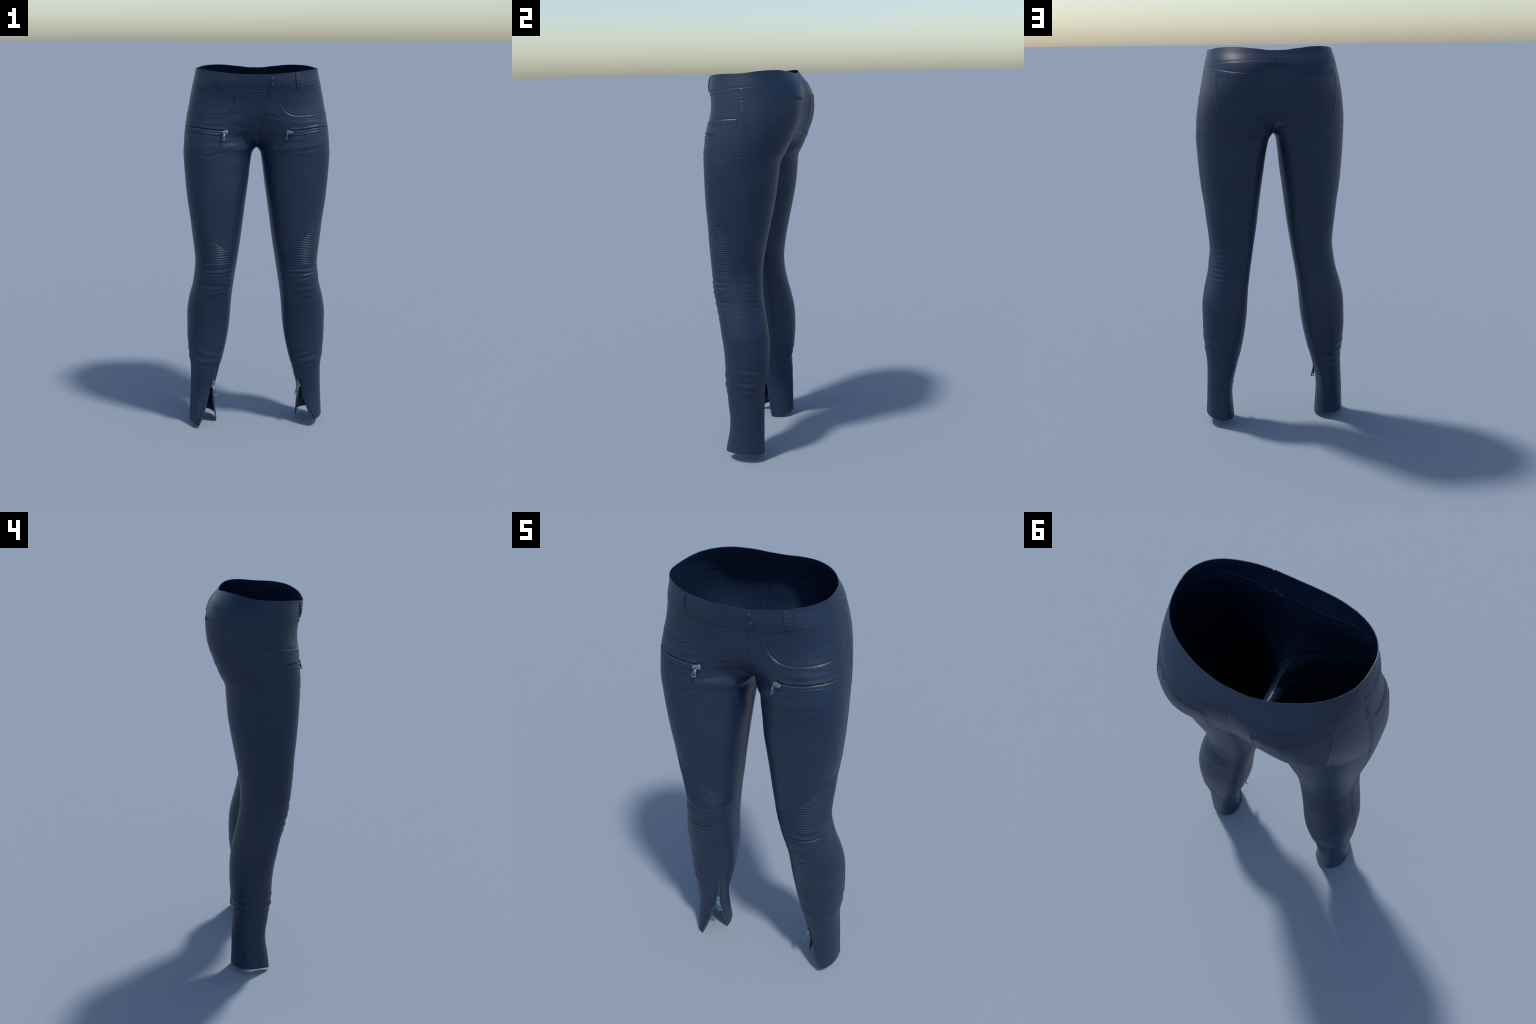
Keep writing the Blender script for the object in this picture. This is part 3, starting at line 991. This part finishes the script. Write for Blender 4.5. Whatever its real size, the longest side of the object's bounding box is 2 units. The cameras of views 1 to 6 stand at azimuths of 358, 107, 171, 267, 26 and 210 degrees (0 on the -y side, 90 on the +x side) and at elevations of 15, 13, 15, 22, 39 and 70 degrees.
def hardware(cl, root, metal, mat, thread):
    teeth_mat = plain_material('dull_zip_teeth', (0.050, 0.056, 0.072), 0.4)
    # ---- snaps on the waistband tab
    for zc, cc in ((1.9385, 0.069), (1.9055, 0.070)):
        p, n = cl.sample(0, 'c', cc, zc)
        prof = [(0.0118, -0.002), (0.0120, 0.0010), (0.0112, 0.0024), (0.0100, 0.0028), (0.0096, 0.0024), (0.0088, 0.0036), (0.0066, 0.0052), (0.0035, 0.0062), (0.0006, 0.0065)]
        m = 28
        V = np.array([(r * math.cos(2*math.pi*k/m), r * math.sin(2*math.pi*k/m), h) for r, h in prof for k in range(m)])
        F = np.array([(i*m + k, i*m + (k+1) % m, (i+1)*m + (k+1) % m, (i+1)*m + k) for i in range(len(prof)-1) for k in range(m)])
        mesh_object('snap_button', place(V, p, frame_at(p, n)), F, mat, root)
    # ---- belt loops
    for half in (0, 1):
        nu, nv = 12, 40
        V = []
        for layer in (0, 1):
            for j in range(nv + 1):
                f = j / nv
                for i in range(nu + 1):
                    g = i / nu - 0.5
                    zc = 1.9685 - 0.0005 * 0 - f * 0.0715
                    cc = 0.2025 + 0.0045 * f + g * 0.0265
                    p, n = cl.sample(half, 'c', cc, zc)
                    lift = 0.0022 + 0.0026 * math.sin(math.pi * f) ** 0.7 - 0.0012 * (2 * g) ** 6
                    lift += 0.0007 * math.sin(9.0 * f * math.pi + 2 * g + half) * math.sin(math.pi * f) + 0.0012 * (math.exp(-((abs(g) - 0.36) / 0.07) ** 2))
                    V.append(p + n * (lift if layer else lift - 0.0030))
        V = np.array(V)
        k = (nu + 1) * (nv + 1)
        F = []
        for j in range(nv):
            for i in range(nu):
                a = j * (nu + 1) + i
                q = (a + k, a + k + nu + 1, a + k + nu + 2, a + k + 1)
                q2 = (a, a + 1, a + nu + 2, a + nu + 1)
                F += [q, q2] if half == 0 else [q[::-1], q2[::-1]]
        def strip(idx):
            for a, b in zip(idx[:-1], idx[1:]):
                F.append((a, b, b + k, a + k) if half == 0 else (a + k, b + k, b, a))
        strip([j * (nu + 1) for j in range(nv + 1)])
        strip([j * (nu + 1) + nu for j in range(nv, -1, -1)])
        strip([i for i in range(nu, -1, -1)])
        strip([nv * (nu + 1) + i for i in range(nu + 1)])
        mesh_object('belt_loop', V, np.array(F), mat, root)
    # ---- pocket zips
    for half in (0, 1):
        g = empty('pocket_zip')
        g.parent = root
        p, n = cl.sample(half, 'c', 0.178, 1.6745)
        M = frame_at(p, n)
        sx = 1 if half == 0 else -1
        v, f = slider_body(0.019, 0.031)
        v = v @ rot('z', -90 * sx)          # along the slot, closed end toward the centre
        v[:, 2] += 0.004
        mesh_object('zip_slider', place(v, p, M), f, metal, g)
        v, f = puller(0.0095, 0.0195, 0.036, (0.66, 0.86), frame=False)
        if half == 1:
            v = v @ rot('x', -6) @ rot('z', -14) + [-0.004, -0.004, 0.0120]
        else:
            v = v @ rot('y', 97) @ rot('x', -4) @ rot('z', -2) + [-0.011, -0.002, 0.016]
        mesh_object('zip_puller', place(v, p, M), f, metal, g)
        # teeth along the slot
        parts = []
        tv, tf = box(0.0028, 0.0055, 0.0030)
        cc = 0.196
        while cc < 0.385:
            zz = np.interp(cc, SLOT[:, 0], SLOT[:, 1]) - 0.0065
            q, nn = cl.sample(half, 'c', cc, zz)
            parts.append((place(tv, q + nn * 0.0006, frame_at(q, nn)), tf))
            cc += 0.0052
        o = mesh_object('zip_teeth', *merge(parts), teeth_mat, g)
        o['kind'] = 'stuff'
    # ---- ankle zips
    for half in (0, 1):
        g = empty('ankle_zip')
        g.parent = root
        sx = 1 if half == 0 else -1
        col = cl.grid[half][:, cl.js]
        rid = getattr(cl, 'rid%d' % half)
        def along(ids, z):
            P = cl.V[ids]; Nn = cl.N[ids]
            o = np.argsort(P[:, 2])
            q = np.array([np.interp(z, P[o, 2], P[o, k]) for k in range(3)])
            nn = np.array([np.interp(z, P[o, 2], Nn[o, k]) for k in range(3)])
            return q, nn / np.linalg.norm(nn)
        p, n = along(col, 0.252)
        q, _ = along(col, 0.330)
        M = frame_at(p, n, q - p)
        v, f = slider_body(0.0225, 0.040)
        v[:, 2] += 0.003
        mesh_object('zip_slider', place(v, p, M), f, metal, g)
        v, f = puller(0.013, 0.023, 0.062, (0.76, 0.92))
        v = v @ rot('x', -6) @ rot('z', -9 * sx) + [0, -0.007, 0.0145]
        # hang straight down rather than along the zip
        M2 = frame_at(p, n + np.array([0, -0.75, 0.15]))
        mesh_object('zip_puller', place(v, p, M2), f, metal, g)
        parts = []
        tv, tf = box(0.0042, 0.0026, 0.0030)
        z = 0.274
        while z < 0.352:
            a, nn = along(col, z)
            b, _ = along(col, z + 0.01)
            parts.append((place(tv * [1.5, 1, 1], a + nn * 0.0012, frame_at(a, nn, b - a)), tf))
            z += 0.0046
        low = cl.V[col, 2].min()
        for ids, sgn in ((col, 1), (rid, -1)):
            z = cl.V[ids, 2].min() + 0.018
            while z < SLIT_Z - 0.012:
                a, nn = along(ids, z)
                b, _ = along(ids, z + 0.01)
                F3 = frame_at(a, nn, b - a)
                parts.append((place(tv, a + F3[0] * 0.0066 * sgn * sx + nn * 0.0002, F3), tf))
                z += 0.0046
        o = mesh_object('zip_teeth', *merge(parts), teeth_mat, g)
        o['kind'] = 'stuff'


def seams(cl, root, thread):
    H = (0, 1)
    W = WAIST_SEAM[WAIST_SEAM[:, 0] > 0.0]
    sh = lambda P, d: P + [0, d]
    Wf = W[W[:, 0] < 0.60]
    front = Wf[(Wf[:, 0] > 0.105)]
    left = Wf[(Wf[:, 0] > 0.02)]
    runs = [(h, 'c', sh(front if h == 0 else left, -0.018)) for h in H]
    runs += [(h, 'c', sh((front if h == 0 else left)[:45], 0.0065)) for h in H]
    stitches(cl, runs, thread, root, 'waist_stitching', seed=2)
    P = POCKET[8:]
    runs = [(h, 'c', offset_line(P, -d)) for h in H for d in (0.0095, 0.0215)]
    S = SLOT[2:]
    runs += [(h, 'c', offset_line(S, d)) for h in H for d in (0.0155, -0.0265)]
    stitches(cl, runs, thread, root, 'pocket_stitching', length=0.0065, rad=0.0009, pitch=0.0098, seed=3)
    runs = [(h, 's', offset_line(SIDE_SEAM[3:-3], d)) for h in H for d in (0.004, 0.017)]
    stitches(cl, runs, thread, root, 'side_seam_stitching', length=0.0075, rad=0.0007, pitch=0.0135, seed=4)
    runs = [(h, 'b', offset_line(INNER_SEAM[2:-3], -d)) for h in H for d in (-0.006, 0.006)]
    runs = [(h, c, np.maximum(P, [0.001, 0])) for h, c, P in runs]
    stitches(cl, runs, thread, root, 'inner_seam_stitching', length=0.0075, rad=0.0007, pitch=0.0135, seed=5)
    T = BACK_POCKET_TOP
    runs = [(h, 'b', sh(T[1:-1], -d)) for h in H for d in (0.0095, 0.0225)]
    outer = curve([(0.330, 1.870), (0.324, 1.81), (0.298, 1.70)])
    innr = curve([(0.080, 1.850), (0.077, 1.78), (0.080, 1.70)])
    runs += [(h, 'b', L + [d, 0]) for h in H for L, d in ((outer, 0), (outer, -0.012), (innr, 0.006))]
    low = curve([(0.295, 1.695), (0.204, 1.655), (0.085, 1.692)])
    stitches(cl, runs, thread, root, 'back_pocket_stitching', pitch=0.0118, seed=6)
    runs = [(1, 'c', np.abs(FLY_STITCH) + [d, 0]) for d in (-0.006, 0.006)]
    stitches(cl, runs, thread, root, 'fly_stitching', rad=0.0009, pitch=0.014, seed=7)


def main():
    cl = Cloth()
    cl.V0 = cl.V.copy()
    h, mask = relief(cl)
    cl.V = cl.V + cl.N * h[:, None]
    base_n = cl.N
    cl.N = vertex_normals(cl.V, cl.F)
    root = empty('leather_trousers')
    root['label'] = 'dark navy skinny leather biker trousers with zips and ribbed knees'
    root['category'] = 'trousers'
    mat = leather_material('navy_leather')
    thread = plain_material('navy_thread', (0.014, 0.028, 0.058), 0.6)
    metal = metal_material()
    F = cl.F
    fz = cl.V0[F, 2].mean(1)
    hf = cl.fhalf
    maj = lambda a: a[F].sum(1) >= 3
    wb = (mask['dw'][F].mean(1) > 0)
    names = ['waistband', 'hip_panel', 'front_pocket', 'front_pocket', 'back_pocket', 'back_pocket', 'trouser_leg', 'trouser_leg',
             'ribbed_knee_panel', 'ribbed_knee_panel']
    region = np.where(fz > 1.57, 1, 6 + hf)
    region = np.where(maj(mask['kp']), 8 + hf, region)
    region = np.where(maj(mask['bag']), 2 + hf, region)
    region = np.where(maj(mask['ip']), 4 + hf, region)
    region = np.where(wb, 0, region)
    list(cloth_parts(cl, cl.V, cl.N, region, names, mat, root))
    hardware(cl, root, metal, mat, thread)
    seams(cl, root, thread)


main()
